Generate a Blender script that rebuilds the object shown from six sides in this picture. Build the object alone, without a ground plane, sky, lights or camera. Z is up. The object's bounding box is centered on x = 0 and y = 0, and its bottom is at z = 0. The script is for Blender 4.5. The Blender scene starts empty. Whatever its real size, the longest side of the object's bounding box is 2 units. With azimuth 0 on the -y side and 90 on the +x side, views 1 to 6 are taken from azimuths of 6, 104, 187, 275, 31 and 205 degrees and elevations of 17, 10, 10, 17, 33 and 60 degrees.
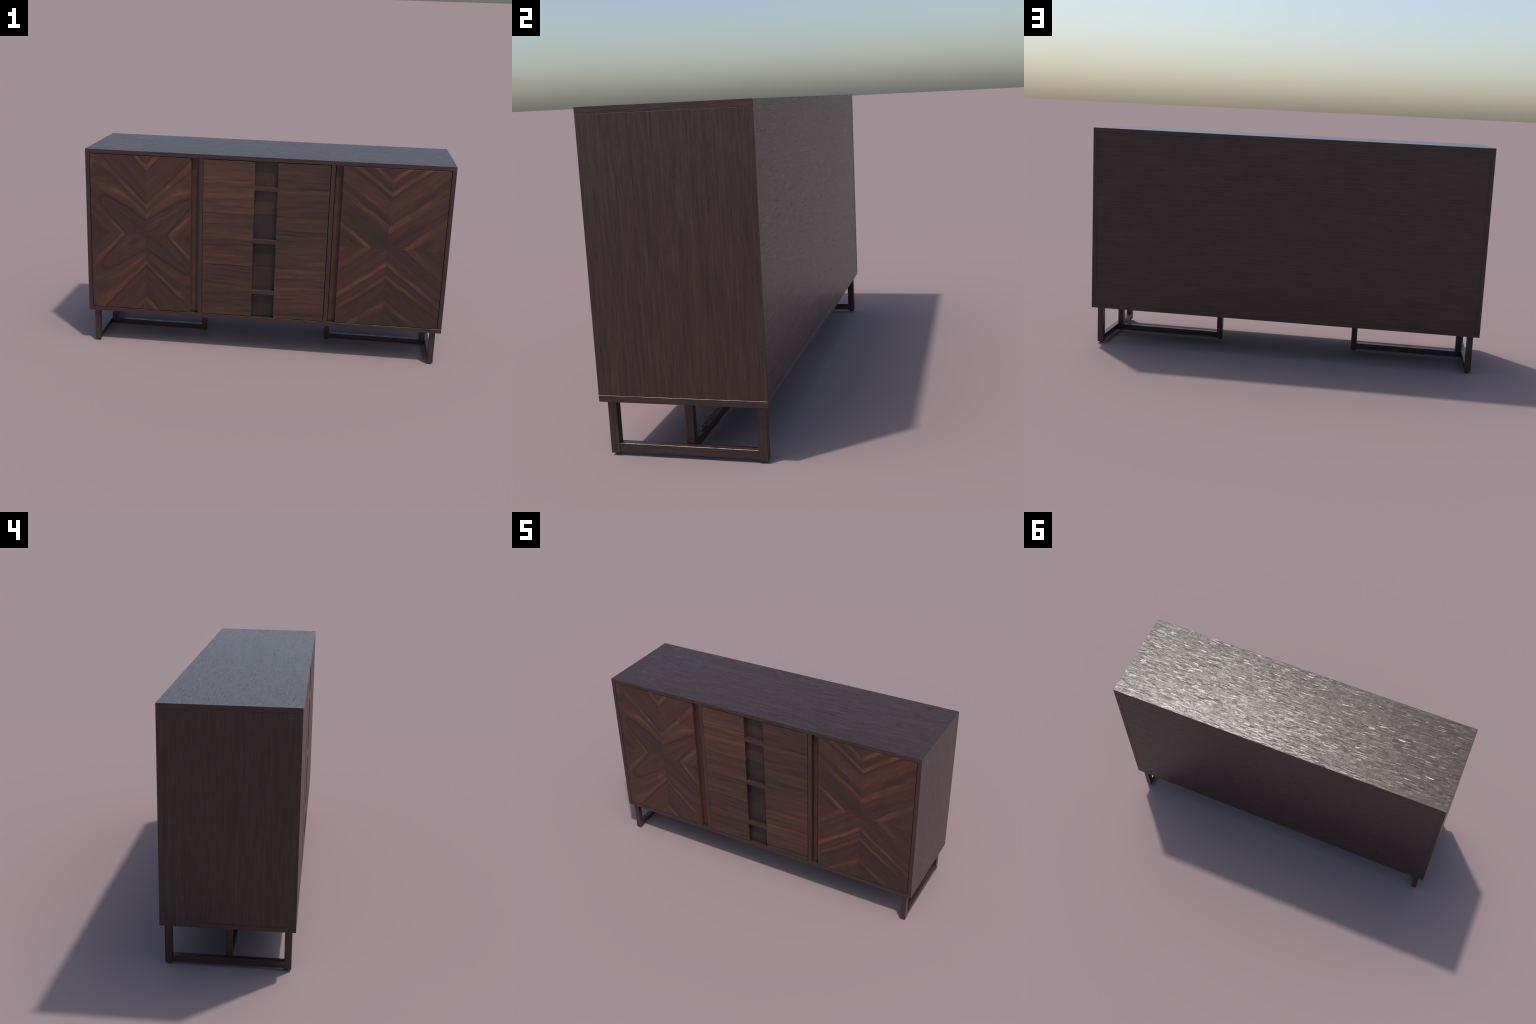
"""Mid-century sideboard: espresso-stained case, two book-matched walnut doors,
three walnut drawers with a recessed grip column, and a slim sled base."""
import bpy, bmesh
from mathutils import Vector

# ------------------------------------------------------------------ dimensions (metres)
HALF_W, HALF_D, TOP = 1.0, 0.2805, 1.1265      # outer size of the case
BASE_Z = 0.1912                                # underside of the case
SLAB = 0.0222                                  # board thickness of the case
IN_LO, IN_HI = BASE_Z + SLAB, TOP - SLAB       # clear opening of the case
FRONT = -HALF_D
RECESS = FRONT + 0.0240                        # depth of the finger recesses
DIV_IN, DIV_OUT = 0.3455, 0.3680
DRAWER_L, DRAWER_R = 0.3440, 0.3424          # the drawer stack sits a touch left of centre
CHAMFER = 0.0008                               # crisp 45-degree edge that catches the sun               # dividers beside the drawer stack
DOOR_EDGE, DOOR_SIDE = 0.4102, 0.9752          # door face, from grip edge to hinge edge
POCKET = 0.0625                                # half width of the grip column
FACE_LO, FACE_HI = 0.2162, 1.1010              # doors and drawers, bottom and top


# ------------------------------------------------------------------ node helpers
class Net:
    """Small expression builder for a material node tree."""

    def __init__(self, name):
        self.mat = bpy.data.materials.new(name)
        self.mat.use_nodes = True
        self.nt = self.mat.node_tree
        self.bsdf = self.nt.nodes["Principled BSDF"]

    def node(self, kind, **props):
        n = self.nt.nodes.new(kind)
        for k, v in props.items():
            setattr(n, k, v)
        return n

    def put(self, socket, value):
        if isinstance(value, bpy.types.NodeSocket):
            self.nt.links.new(value, socket)
        else:
            socket.default_value = value

    def math(self, op, a, b=0.0, c=0.0, clamp=False):
        n = self.node("ShaderNodeMath", operation=op, use_clamp=clamp)
        for s, v in zip(n.inputs, (a, b, c)):
            self.put(s, v)
        return n.outputs[0]

    def add(self, a, b): return self.math("ADD", a, b)
    def sub(self, a, b): return self.math("SUBTRACT", a, b)
    def mul(self, a, b): return self.math("MULTIPLY", a, b)

    def span(self, v, a, b, lo=0.0, hi=1.0, smooth=True):
        n = self.node("ShaderNodeMapRange", interpolation_type="SMOOTHSTEP" if smooth else "LINEAR")
        for s, x in zip(n.inputs, (v, a, b, lo, hi)):
            self.put(s, x)
        return n.outputs[0]

    def combine(self, x, y, z):
        n = self.node("ShaderNodeCombineXYZ")
        for s, v in zip(n.inputs, (x, y, z)):
            self.put(s, v)
        return n.outputs[0]

    def local(self):
        tc, sp = self.node("ShaderNodeTexCoord"), self.node("ShaderNodeSeparateXYZ")
        self.nt.links.new(tc.outputs["Object"], sp.inputs[0])
        return sp.outputs

    def noise(self, vec, scale=1.0, detail=3.0, rough=0.5, distort=0.0):
        n = self.node("ShaderNodeTexNoise")
        self.put(n.inputs["Vector"], vec)
        for k, v in (("Scale", scale), ("Detail", detail), ("Roughness", rough), ("Distortion", distort)):
            n.inputs[k].default_value = v
        return n.outputs["Fac"]

    def vector(self, op, a, b=None, scale=None):
        n = self.node("ShaderNodeVectorMath", operation=op)
        self.put(n.inputs[0], a)
        if b is not None:
            self.put(n.inputs[1], b)
        if scale is not None:
            self.put(n.inputs["Scale"], scale)
        return n.outputs[0]

    def facets(self, vec, spread):
        """One random tilt per box-shaped cell; cubing keeps most cells nearly flat."""
        n = self.node("ShaderNodeTexVoronoi", distance="CHEBYCHEV", feature="F1")
        self.put(n.inputs["Vector"], vec)
        n.inputs["Scale"].default_value = 1.0
        n.inputs["Randomness"].default_value = 0.85
        t = self.vector("SUBTRACT", n.outputs["Color"], (0.5, 0.5, 0.5))
        cube = self.vector("MULTIPLY", self.vector("MULTIPLY", t, t), t)
        return self.vector("SCALE", cube, scale=self.mul(spread, 8.0) if not isinstance(spread, float) else spread * 8.0)

    def ramp(self, fac, stops, interp="LINEAR"):
        n = self.node("ShaderNodeValToRGB")
        r = n.color_ramp
        r.interpolation = interp
        while len(r.elements) < len(stops):
            r.elements.new(0.5)
        for e, (p, c) in zip(r.elements, stops):
            e.position = p
            e.color = (c, c, c, 1) if isinstance(c, (int, float)) else (*c, 1)
        self.put(n.inputs[0], fac)
        return n.outputs[0]

    def mix(self, fac, a, b, mode="MIX"):
        n = self.node("ShaderNodeMix", data_type="RGBA", blend_type=mode)
        self.put(n.inputs[0], fac)
        for s, v in ((n.inputs[6], a), (n.inputs[7], b)):
            self.put(s, v if isinstance(v, bpy.types.NodeSocket) else (*v, 1))
        return n.outputs[2]

    def rand(self, amount=37.0):
        n = self.node("ShaderNodeObjectInfo")
        return self.mul(n.outputs["Random"], amount)

    def growth_lines(self, vec, levels=(0.42, 0.50, 0.58), width=0.016):
        """Thin lines where a stretched noise crosses a few levels, like growth rings."""
        v, out = self.noise(vec, 1.0, 1), None
        for level in levels:
            k = self.span(self.math("ABSOLUTE", self.sub(v, level)), 0.0, width, 1.0, 0.0)
            out = k if out is None else self.math("MAXIMUM", out, k)
        return out

    def prop(self, name):
        n = self.node("ShaderNodeAttribute", attribute_type="OBJECT", attribute_name='["%s"]' % name)
        return n.outputs["Fac"]

    def finish(self, color, rough, height=None, strength=0.2, dist=0.001, tilt=None):
        self.put(self.bsdf.inputs["Base Color"], color)
        self.put(self.bsdf.inputs["Roughness"], rough)
        if height is not None:
            b = self.node("ShaderNodeBump")
            b.inputs["Strength"].default_value = strength
            b.inputs["Distance"].default_value = dist
            self.put(b.inputs["Height"], height)
            if tilt is not None:
                geo = self.node("ShaderNodeNewGeometry")
                self.put(b.inputs["Normal"], self.vector("NORMALIZE", self.vector("ADD", geo.outputs["Normal"], tilt)))
            self.nt.links.new(b.outputs[0], self.bsdf.inputs["Normal"])
        return self.mat


# ------------------------------------------------------------------ materials
def espresso(axis, relief=1.0, name=""):
    """Dark stained open-pore veneer with its grain running along one axis (0 x, 1 y, 2 z)."""
    n = Net("espresso_veneer_" + (name or "xyz"[axis]))
    c = n.local()
    off = n.rand()
    along = n.add(c[axis], off)
    a, b = [c[i] for i in range(3) if i != axis]

    def stretched(long, cross):
        return n.combine(n.mul(along, long), n.mul(n.add(a, off), cross), n.mul(n.add(b, 1.37), cross))

    fine = n.noise(stretched(8, 240), 1.0, 3, 0.6, 0.3)
    mid = n.noise(stretched(5.0, 120), 1.0, 3, 0.6, 0.5)
    band = n.noise(stretched(1.4, 22), 1.0, 3, 0.55, 0.6)
    pores = n.noise(stretched(13, 130), 1.0, 2, 0.6)
    tone = n.add(n.mul(fine, 0.42), n.add(n.mul(mid, 0.49), n.mul(band, 0.09)))
    col = n.ramp(tone, [(0.36, (0.0270, 0.0145, 0.0130)), (0.46, (0.0420, 0.0205, 0.0178)),
                        (0.54, (0.0520, 0.0260, 0.0220)), (0.66, (0.0660, 0.0360, 0.0310))])
    dark = n.span(pores, 0.28, 0.40, 0.62, 1.0)
    col = n.mix(1.0, col, n.combine(dark, dark, dark), "MULTIPLY")
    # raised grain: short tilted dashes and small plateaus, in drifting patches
    patch = n.span(n.noise(stretched(7, 22), 1.0, 2), 0.36, 0.62, 0.35, 1.0)
    dash = n.facets(stretched(27, 225), n.mul(patch, 0.118 * relief))
    plateau = n.facets(stretched(68, 120), 0.029 * relief)
    grit = n.facets(stretched(170, 400), 0.036 * relief)
    tilt = n.vector("ADD", n.vector("ADD", dash, plateau), grit)
    height = n.add(n.mul(fine, 0.5), n.mul(pores, 0.5))
    rough = n.add(0.275, n.mul(fine, 0.09))
    return n.finish(col, rough, height, 0.5, 0.0002, tilt)


WALNUT = [(0.00, (0.0190, 0.0095, 0.0085)), (0.22, (0.0350, 0.0162, 0.0116)), (0.45, (0.0585, 0.0248, 0.0150)),
          (0.68, (0.0960, 0.0368, 0.0200)), (0.88, (0.1480, 0.0560, 0.0275)), (1.00, (0.1900, 0.0780, 0.0380))]


def walnut_colour(n, value, x, z, tint=(1.0, 1.0, 1.0)):
    """Walnut tones from a 0..1 value, with drifting olive and red casts."""
    col = n.mix(1.0, n.ramp(value, WALNUT), tint, "MULTIPLY")
    cast = n.noise(n.combine(n.mul(x, 9), 3.7, n.mul(z, 9)), 1.0, 2)
    col = n.mix(n.span(cast, 0.5, 0.7, 0, 0.40), col, n.mix(1.0, col, (0.88, 1.0, 0.86), "MULTIPLY"))
    return n.mix(n.span(cast, 0.5, 0.3, 0, 0.55), col, n.mix(1.0, col, (1.12, 0.93, 0.95), "MULTIPLY"))


def book_matched(name, slope, figures, tongue, seam_x, seed):
    """Door veneer: four mirrored leaves whose diagonal streaks meet at the two seam lines.
    figures holds the streak table (s, value) for the upper and the lower pair of leaves,
    s being the height at which a streak meets the vertical seam."""
    n = Net(name)
    c = n.local()
    x, z = n.sub(c[0], seam_x), c[2]
    u, v = n.math("ABSOLUTE", x), n.math("ABSOLUTE", z)
    sx, sz = n.math("SIGN", x), n.math("SIGN", z)
    leaf = n.add(n.mul(sx, 2.0), n.mul(sz, 5.0))
    mirrored = n.combine(u, seed, v)
    free = n.combine(x, seed + 5.0, z)
    wav = n.sub(n.noise(mirrored, 6.0, 2), 0.5)
    wob = n.sub(n.noise(n.combine(u, n.add(leaf, seed), v), 11.0, 3), 0.5)
    s = n.sub(v, n.mul(u, slope))
    s = n.add(s, n.add(n.mul(wav, 0.030), n.mul(wob, 0.022)))
    veer = n.sub(n.noise(n.combine(n.mul(s, 8.0), n.mul(leaf, 1.7), seed), 1.0, 1), 0.5)
    s = n.add(s, n.add(n.mul(n.mul(u, veer), 0.40), n.mul(sx, 0.003)))
    along = n.add(n.mul(u, 0.72), n.mul(v, 0.69))
    lead = s
    if tongue:      # streaks fan out toward the long edges around a tongue-shaped figure
        fan = n.mul(n.span(s, -0.105, -0.03), n.span(s, 0.0, 0.17, 1, 0, False))
        lead = n.add(s, n.mul(n.mul(u, 0.48), fan))
    lo, hi = -0.36, 0.48
    t = n.span(lead, lo, hi, 0, 1, False)
    tables = [n.ramp(t, [((p - lo) / (hi - lo), w) for p, w in f]) for f in figures]
    half = n.span(z, -0.0008, 0.0008, 0, 1)
    val = n.mix(half, tables[1], tables[0]) if len(tables) > 1 else tables[0]
    sep = n.node("ShaderNodeSeparateColor")
    n.nt.links.new(val, sep.inputs[0])
    val = sep.outputs[0]
    # main streaks fade in and out along their length
    fade = n.noise(n.combine(n.mul(x, 7), seed + 9.0, n.mul(z, 7)), 1.0, 2)
    val = n.add(0.36, n.mul(n.sub(val, 0.36), n.mul(n.span(fade, 0.34, 0.64, 0.24, 0.86), n.span(u, 0.17, 0.28, 1.0, 0.62))))
    if tongue:
        upper = n.sub(v, n.add(0.088, n.mul(u, 0.60)))
        lower = n.sub(n.mul(n.sub(u, 0.110), 1.17), v)
        tip = n.sub(along, 0.330)
        d = n.math("SMOOTH_MAX", n.math("SMOOTH_MAX", upper, lower, 0.05), tip, 0.09)
        d = n.add(d, n.add(n.mul(wob, 0.022), n.mul(wav, 0.02)))
        rim = n.mul(n.span(d, -0.014, -0.001), n.span(d, 0.001, 0.012, 1, 0))
        val = n.sub(val, n.mul(rim, n.span(u, 0.0, 0.10, 0.12, 0.22)))
        rings = n.math("SINE", n.mul(n.add(d, n.mul(wob, 0.03)), 260.0))
        val = n.add(val, n.mul(n.mul(rings, n.span(d, -0.005, -0.03)), 0.05))
        val = n.sub(val, n.span(d, -0.06, -0.13, 0, 0.05))
    # secondary streaks and fine grain; each leaf a little different
    stripe = n.noise(n.combine(n.mul(along, 1.6), n.mul(lead, 46), n.add(seed, n.mul(leaf, 0.08))), 1.0, 2, 0.5)
    thin = n.noise(n.combine(n.mul(along, 3.2), n.mul(lead, 120), leaf), 1.0, 3, 0.6)
    grain = n.noise(n.combine(n.mul(along, 9), n.mul(lead, 300), leaf), 1.0, 3, 0.62)
    mottle = n.noise(n.combine(n.mul(x, 22), leaf, n.mul(z, 22)), 1.0, 3)
    val = n.add(val, n.add(n.mul(n.sub(stripe, 0.5), 0.46), n.mul(n.sub(thin, 0.5), 0.46)))
    val = n.add(val, n.add(n.mul(n.sub(grain, 0.5), 0.32), n.mul(n.sub(mottle, 0.5), 0.26)))
    rings = n.growth_lines(n.combine(n.mul(along, 1.1), n.mul(lead, 24), n.add(seed, n.mul(leaf, 0.10))))
    val = n.sub(val, n.mul(rings, n.span(mottle, 0.35, 0.65, 0.05, 0.17)))
    val = n.add(val, n.add(n.mul(n.mul(sx, sz), 0.045), n.mul(z, 0.10)))
    col = walnut_colour(n, val, x, z, (1.05, 1.0, 0.98))
    seam = n.math("MINIMUM", u, v)
    col = n.mix(n.span(seam, 0.0, 0.0018, 0.22, 0.0), col, (0.016, 0.011, 0.010))
    return n.finish(col, n.add(0.38, n.mul(grain, 0.12)), grain, 0.25, 0.0008)


def drawer_walnut():
    """Drawer fronts: flat-sawn walnut, grain horizontal, each half its own leaf."""
    n = Net("walnut_horizontal")
    c = n.local()
    x, z = c[0], c[2]
    right = n.span(x, -0.01, 0.01)
    off = n.add(n.rand(23.0), n.mul(right, 4.7))
    warp = n.sub(n.noise(n.combine(n.mul(x, 3.2), off, n.mul(z, 5)), 1.0, 2), 0.5)
    zz = n.add(z, n.mul(warp, 0.045))
    broad = n.noise(n.combine(n.mul(x, 1.5), off, n.mul(zz, 17)), 1.0, 2, 0.5)
    lines = n.noise(n.combine(n.mul(x, 2.6), off, n.mul(zz, 62)), 1.0, 3, 0.55)
    fine = n.noise(n.combine(n.mul(x, 11), off, n.mul(zz, 230)), 1.0, 3, 0.6)
    mott = n.noise(n.combine(n.mul(x, 14), off, n.mul(z, 26)), 1.0, 2)
    tone = n.add(n.mul(n.prop("tone_left"), n.sub(1.0, right)), n.mul(n.prop("tone_right"), right))
    val = n.add(tone, n.add(n.mul(n.sub(broad, 0.5), 0.55), n.mul(n.sub(lines, 0.5), 0.66)))
    val = n.add(val, n.add(n.mul(n.sub(fine, 0.5), 0.36), n.mul(n.sub(mott, 0.5), 0.26)))
    streak = n.span(n.noise(n.combine(n.mul(x, 2.2), n.add(off, 9.0), n.mul(zz, 80)), 1.0, 1), 0.60, 0.70)
    val = n.sub(val, n.mul(streak, 0.30))
    rings = n.growth_lines(n.combine(n.mul(x, 1.3), n.add(off, 31.0), n.mul(zz, 20)))
    val = n.sub(val, n.mul(rings, n.span(mott, 0.35, 0.65, 0.04, 0.14)))
    flare = n.span(n.noise(n.combine(n.mul(x, 2.6), n.add(off, 17.0), n.mul(zz, 58)), 1.0, 2), 0.58, 0.72)
    val = n.add(val, n.mul(n.mul(flare, n.span(tone, 0.36, 0.60)), 0.34))
    return n.finish(walnut_colour(n, val, x, z, (1.0, 1.01, 1.02)), n.add(0.40, n.mul(fine, 0.12)), fine, 0.10, 0.0006)


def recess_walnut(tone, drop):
    """Plainer walnut, vertical grain, pocket tone darkened for the shade inside the grip recesses."""
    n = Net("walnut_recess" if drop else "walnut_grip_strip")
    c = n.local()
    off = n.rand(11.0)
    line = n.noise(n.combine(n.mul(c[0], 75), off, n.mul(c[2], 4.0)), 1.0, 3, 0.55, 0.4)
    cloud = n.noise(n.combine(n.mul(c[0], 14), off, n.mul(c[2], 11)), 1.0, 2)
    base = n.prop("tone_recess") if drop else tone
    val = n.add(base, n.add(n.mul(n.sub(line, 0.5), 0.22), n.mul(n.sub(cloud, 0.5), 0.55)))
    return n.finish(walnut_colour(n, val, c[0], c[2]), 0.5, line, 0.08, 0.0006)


def plain(name, colour, rough):
    n = Net(name)
    c = n.local()
    v = n.noise(n.combine(c[0], c[1], c[2]), 60.0, 2)
    return n.finish(n.mix(v, [k * 0.8 for k in colour], colour), rough)


GRAIN = [espresso(0), espresso(1, 0.8), espresso(2, 0.6), espresso(0, 0.7, "back")]

LEFT_FIGURE = [(-0.330, .12), (-0.262, .08), (-0.236, .10), (-0.215, .40), (-0.190, .36), (-0.176, .55), (-0.160, .36),
               (-0.148, .76), (-0.132, .88), (-0.118, .30), (-0.100, .42), (-0.050, .38), (0.000, .34), (0.060, .40),
               (0.088, .34), (0.102, .50), (0.116, .92), (0.127, .44), (0.146, .40), (0.156, .90), (0.168, .78),
               (0.176, .10), (0.184, .02), (0.192, .34), (0.250, .38), (0.345, .32), (0.356, .08), (0.364, .86),
               (0.392, .90), (0.400, .20), (0.430, .55)]
RIGHT_UPPER = [(-0.240, .22), (-0.185, .16), (-0.150, .42), (-0.138, .58), (-0.128, .16), (-0.100, .34), (-0.088, .80),
               (-0.068, .86), (-0.058, .12), (-0.030, .22), (0.000, .18), (0.050, .18), (0.085, .26), (0.102, .76),
               (0.124, .84), (0.134, .10), (0.160, .14), (0.172, .52), (0.186, .82), (0.200, .52), (0.235, .58),
               (0.262, .40), (0.275, .06), (0.286, .22), (0.294, .90), (0.312, .72), (0.322, .08), (0.355, .26),
               (0.364, .92), (0.382, .70), (0.392, .14), (0.430, .20)]
RIGHT_LOWER = [(-0.240, .16), (-0.170, .30), (-0.150, .18), (-0.120, .36), (-0.096, .66), (-0.080, .62), (-0.070, .18),
               (-0.030, .34), (0.000, .30), (0.040, .36), (0.062, .30), (0.072, .90), (0.092, .82), (0.100, .08),
               (0.128, .36), (0.140, .22), (0.150, .78), (0.166, .70), (0.174, .10), (0.230, .28), (0.288, .16),
               (0.300, .82), (0.320, .78), (0.330, .10), (0.380, .26), (0.430, .16)]
DOOR_LEFT = book_matched("walnut_tongue_figure", 1.05, [LEFT_FIGURE], True, 0.0282, 2.0)
DOOR_RIGHT = book_matched("walnut_stripe_figure", 0.76, [RIGHT_UPPER, RIGHT_LOWER], False, -0.0215, 14.0)
DRAWER = drawer_walnut()
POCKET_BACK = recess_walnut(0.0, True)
GRIP_STRIP = recess_walnut(0.47, False)
GLIDE = plain("dark_plastic", (0.012, 0.011, 0.011), 0.6)
NEAR_BLACK = plain("near_black", (0.012, 0.009, 0.008), 0.9)


# ------------------------------------------------------------------ geometry helpers
ROOT = bpy.data.objects.new("sideboard", None)
bpy.context.scene.collection.objects.link(ROOT)
ROOT["label"] = "dark walnut sideboard with patterned doors, three drawers and slim legs"
ROOT["category"] = "sideboard"


def place(name, mesh, at=(0, 0, 0), parent=ROOT):
    ob = bpy.data.objects.new(name, mesh)
    bpy.context.scene.collection.objects.link(ob)
    ob.parent = parent
    ob.location = at
    return ob


def seal(name, bm, mats, pick, bevel):
    """Bevel the hard edges, then give every face a material slot through pick(centre, normal)."""
    bmesh.ops.recalc_face_normals(bm, faces=bm.faces)
    if bevel:
        hard = [e for e in bm.edges if len(e.link_faces) == 2 and e.calc_face_angle(0) > 0.5]
        bmesh.ops.bevel(bm, geom=hard, offset=bevel, segments=1 if bevel == CHAMFER else 2, profile=0.6, affect="EDGES", clamp_overlap=True)
    for f in bm.faces:
        f.material_index = pick(f.calc_center_median(), f.normal)
    me = bpy.data.meshes.new(name)
    bm.to_mesh(me)
    bm.free()
    for m in mats:
        me.materials.append(m)
    return me


def box(name, size, mats, pick=lambda c, n: 0, bevel=0.0012):
    bm = bmesh.new()
    bmesh.ops.create_cube(bm, size=1.0)
    bmesh.ops.scale(bm, vec=Vector(size), verts=bm.verts)
    return seal(name, bm, mats, pick, bevel)


def prism(name, outline, lo, hi, mats, pick, bevel):
    """Extrude an xy outline from z = lo to z = hi."""
    bm = bmesh.new()
    face = bm.faces.new([bm.verts.new((x, y, lo)) for x, y in outline])
    new = bmesh.ops.extrude_face_region(bm, geom=[face])["geom"]
    bmesh.ops.translate(bm, vec=(0, 0, hi - lo), verts=[g for g in new if isinstance(g, bmesh.types.BMVert)])
    return seal(name, bm, mats, pick, bevel)


def board(name, lo, hi, pick, bevel=0.0012):
    """Axis-aligned veneered board between two corners."""
    lo, hi = Vector(lo), Vector(hi)
    return place(name, box(name, hi - lo, GRAIN, pick, bevel), (lo + hi) / 2)


grain_x_banded = lambda c, n: 1 if abs(n.x) > 0.7 else 0     # edge band turns the corner
grain_x = lambda c, n: 0
grain_y = lambda c, n: 1
grain_z = lambda c, n: 2
grain_back = lambda c, n: 3

# ------------------------------------------------------------------ case
board("top_panel", (-HALF_W, -HALF_D, IN_HI), (HALF_W, HALF_D, TOP), grain_x_banded, 0.0009)
board("base_panel", (-HALF_W, -HALF_D, BASE_Z), (HALF_W, HALF_D, IN_LO), grain_x_banded, CHAMFER)
for s in (-1, 1):
    a, b = sorted((s * HALF_W, s * (HALF_W - SLAB)))
    board("side_panel", (a, -HALF_D, IN_LO), (b, HALF_D, IN_HI), grain_z, CHAMFER)
for s in (-1, 1):
    a, b = sorted((s * DIV_IN, s * DIV_OUT))
    board("divider_panel", (a, FRONT + 0.0004, IN_LO), (b, HALF_D - 0.02, IN_HI), grain_z, 0.0008)
board("back_panel", (-HALF_W + SLAB, HALF_D - 0.018, IN_LO), (HALF_W - SLAB, HALF_D - 0.0005, IN_HI), grain_back, 0.0014)

# ------------------------------------------------------------------ doors, with a sunken grip strip on the inner edge
mid_z = (FACE_LO + FACE_HI) / 2
half_h = (FACE_HI - FACE_LO) / 2
half_door = (DOOR_SIDE - DOOR_EDGE) / 2
face_y, back_y, strip_y = FRONT + 0.0006, FRONT + 0.040, RECESS
for s, mat in ((-1, DOOR_LEFT), (1, DOOR_RIGHT)):
    mx = s * (DOOR_EDGE + DOOR_SIDE) / 2
    hinge, grip, lip = s * DOOR_SIDE - mx, s * DOOR_EDGE - mx, s * (DIV_OUT + 0.0022) - mx
    outline = [(hinge, face_y), (grip, face_y), (grip, strip_y), (lip, strip_y), (lip, back_y), (hinge, back_y)]
    inside = lambda c, n, g=grip, s=s: 1 if (c.x - g) * s < 0.0004 and c.y > face_y + 0.0004 else 0
    place("door", prism("door", outline, -half_h, half_h, [mat, GRIP_STRIP], inside, 0.0008), (mx, 0, mid_z))

# ------------------------------------------------------------------ drawers, each with a pocket and a bridging handle bar
step = (FACE_HI - FACE_LO) / 3
tones = [(0.37, 0.48, 0.08), (0.45, 0.41, 0.06), (0.60, 0.39, 0.30)]          # left leaf, right leaf, pocket (lowered to paint in its shading); bottom to top
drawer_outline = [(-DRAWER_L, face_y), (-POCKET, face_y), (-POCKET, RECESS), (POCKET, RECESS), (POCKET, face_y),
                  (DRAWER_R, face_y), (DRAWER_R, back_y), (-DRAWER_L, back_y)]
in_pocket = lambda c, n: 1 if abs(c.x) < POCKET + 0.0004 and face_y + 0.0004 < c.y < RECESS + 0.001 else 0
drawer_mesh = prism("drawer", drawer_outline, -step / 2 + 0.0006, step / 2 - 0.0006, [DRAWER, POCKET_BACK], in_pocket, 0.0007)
bar_mesh = box("handle", (2 * POCKET + 0.0002, 0.0236, 0.0228), GRAIN, grain_x, 0.0008)
for i, (left, right, pocket) in enumerate(tones):
    drawer = place("drawer", drawer_mesh, (0, 0, FACE_LO + step * (i + 0.5)))
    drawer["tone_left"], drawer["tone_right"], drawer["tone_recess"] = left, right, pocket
    place("handle", bar_mesh, (0, FRONT + 0.0118, -0.0005), drawer)

# near-black plate behind the fronts, closing off the view through the gaps
place("dark_backing_plate", box("dark_backing_plate", (2 * (HALF_W - SLAB) - 0.004, 0.004, IN_HI - IN_LO - 0.002), [NEAR_BLACK], bevel=0),
      (0, FRONT + 0.0455, (IN_LO + IN_HI) / 2))

# ------------------------------------------------------------------ sled base: two T-shaped frames
LEG_OUT, LEG_IN, LEG_Y = 0.9713, 0.9413, 0.2648
FOOT = 0.0055                                  # height of the glides
RAIL_LO, RAIL_HI = 0.0098, 0.0400
HALF_T = 0.0140
w = LEG_OUT - LEG_IN
leg_h = BASE_Z - FOOT
leg_mesh = box("leg", (w, w, leg_h), GRAIN, grain_z, 0.0009)
inner_mesh = box("leg", (w, 2 * HALF_T, leg_h), GRAIN, grain_z, 0.0009)
post_mesh = box("post", (w, 2 * HALF_T, BASE_Z - RAIL_HI), GRAIN, grain_z, 0.0008)
cross_len = 2 * (LEG_Y - w)
cross_mesh = box("stretcher", (w - 0.003, cross_len, RAIL_HI - RAIL_LO), GRAIN, grain_y, CHAMFER)
INNER = {-1: (-0.3880, -0.3575), 1: (0.3500, 0.3802)}      # the two inner legs are not quite symmetric

bm = bmesh.new()
bmesh.ops.create_cone(bm, cap_ends=True, segments=24, radius1=0.0085, radius2=0.0100, depth=FOOT)
glide_mesh = seal("foot_glide", bm, [GLIDE], lambda c, n: 0, 0)


def stand(leg):
    place("foot_glide", glide_mesh, (0, 0, -leg_h / 2 - FOOT / 2), leg)


for s in (-1, 1):
    cx = s * (LEG_OUT + LEG_IN) / 2
    for t in (-1, 1):
        stand(place("leg", leg_mesh, (cx, t * (LEG_Y - w / 2), FOOT + leg_h / 2)))
    place("stretcher", cross_mesh, (cx, 0, (RAIL_LO + RAIL_HI) / 2))
    a, b = INNER[s]
    stand(place("leg", inner_mesh, ((a + b) / 2, 0, FOOT + leg_h / 2)))
    near = max(abs(a), abs(b))
    if s > 0:
        near = max(a, b)
    length = (LEG_IN + 0.0015) - near
    long_mesh = box("stretcher", (length, 2 * HALF_T - 0.002, RAIL_HI - RAIL_LO), GRAIN, grain_x, 0.0009)
    place("stretcher", long_mesh, (s * (near + length / 2), 0, (RAIL_LO + RAIL_HI) / 2))
    place("post", post_mesh, (s * (LEG_IN - 0.0008 - w / 2), 0, (RAIL_HI + BASE_Z) / 2))

for ob in bpy.data.objects:
    if ob.type == "MESH":
        for p in ob.data.polygons:
            p.use_smooth = False
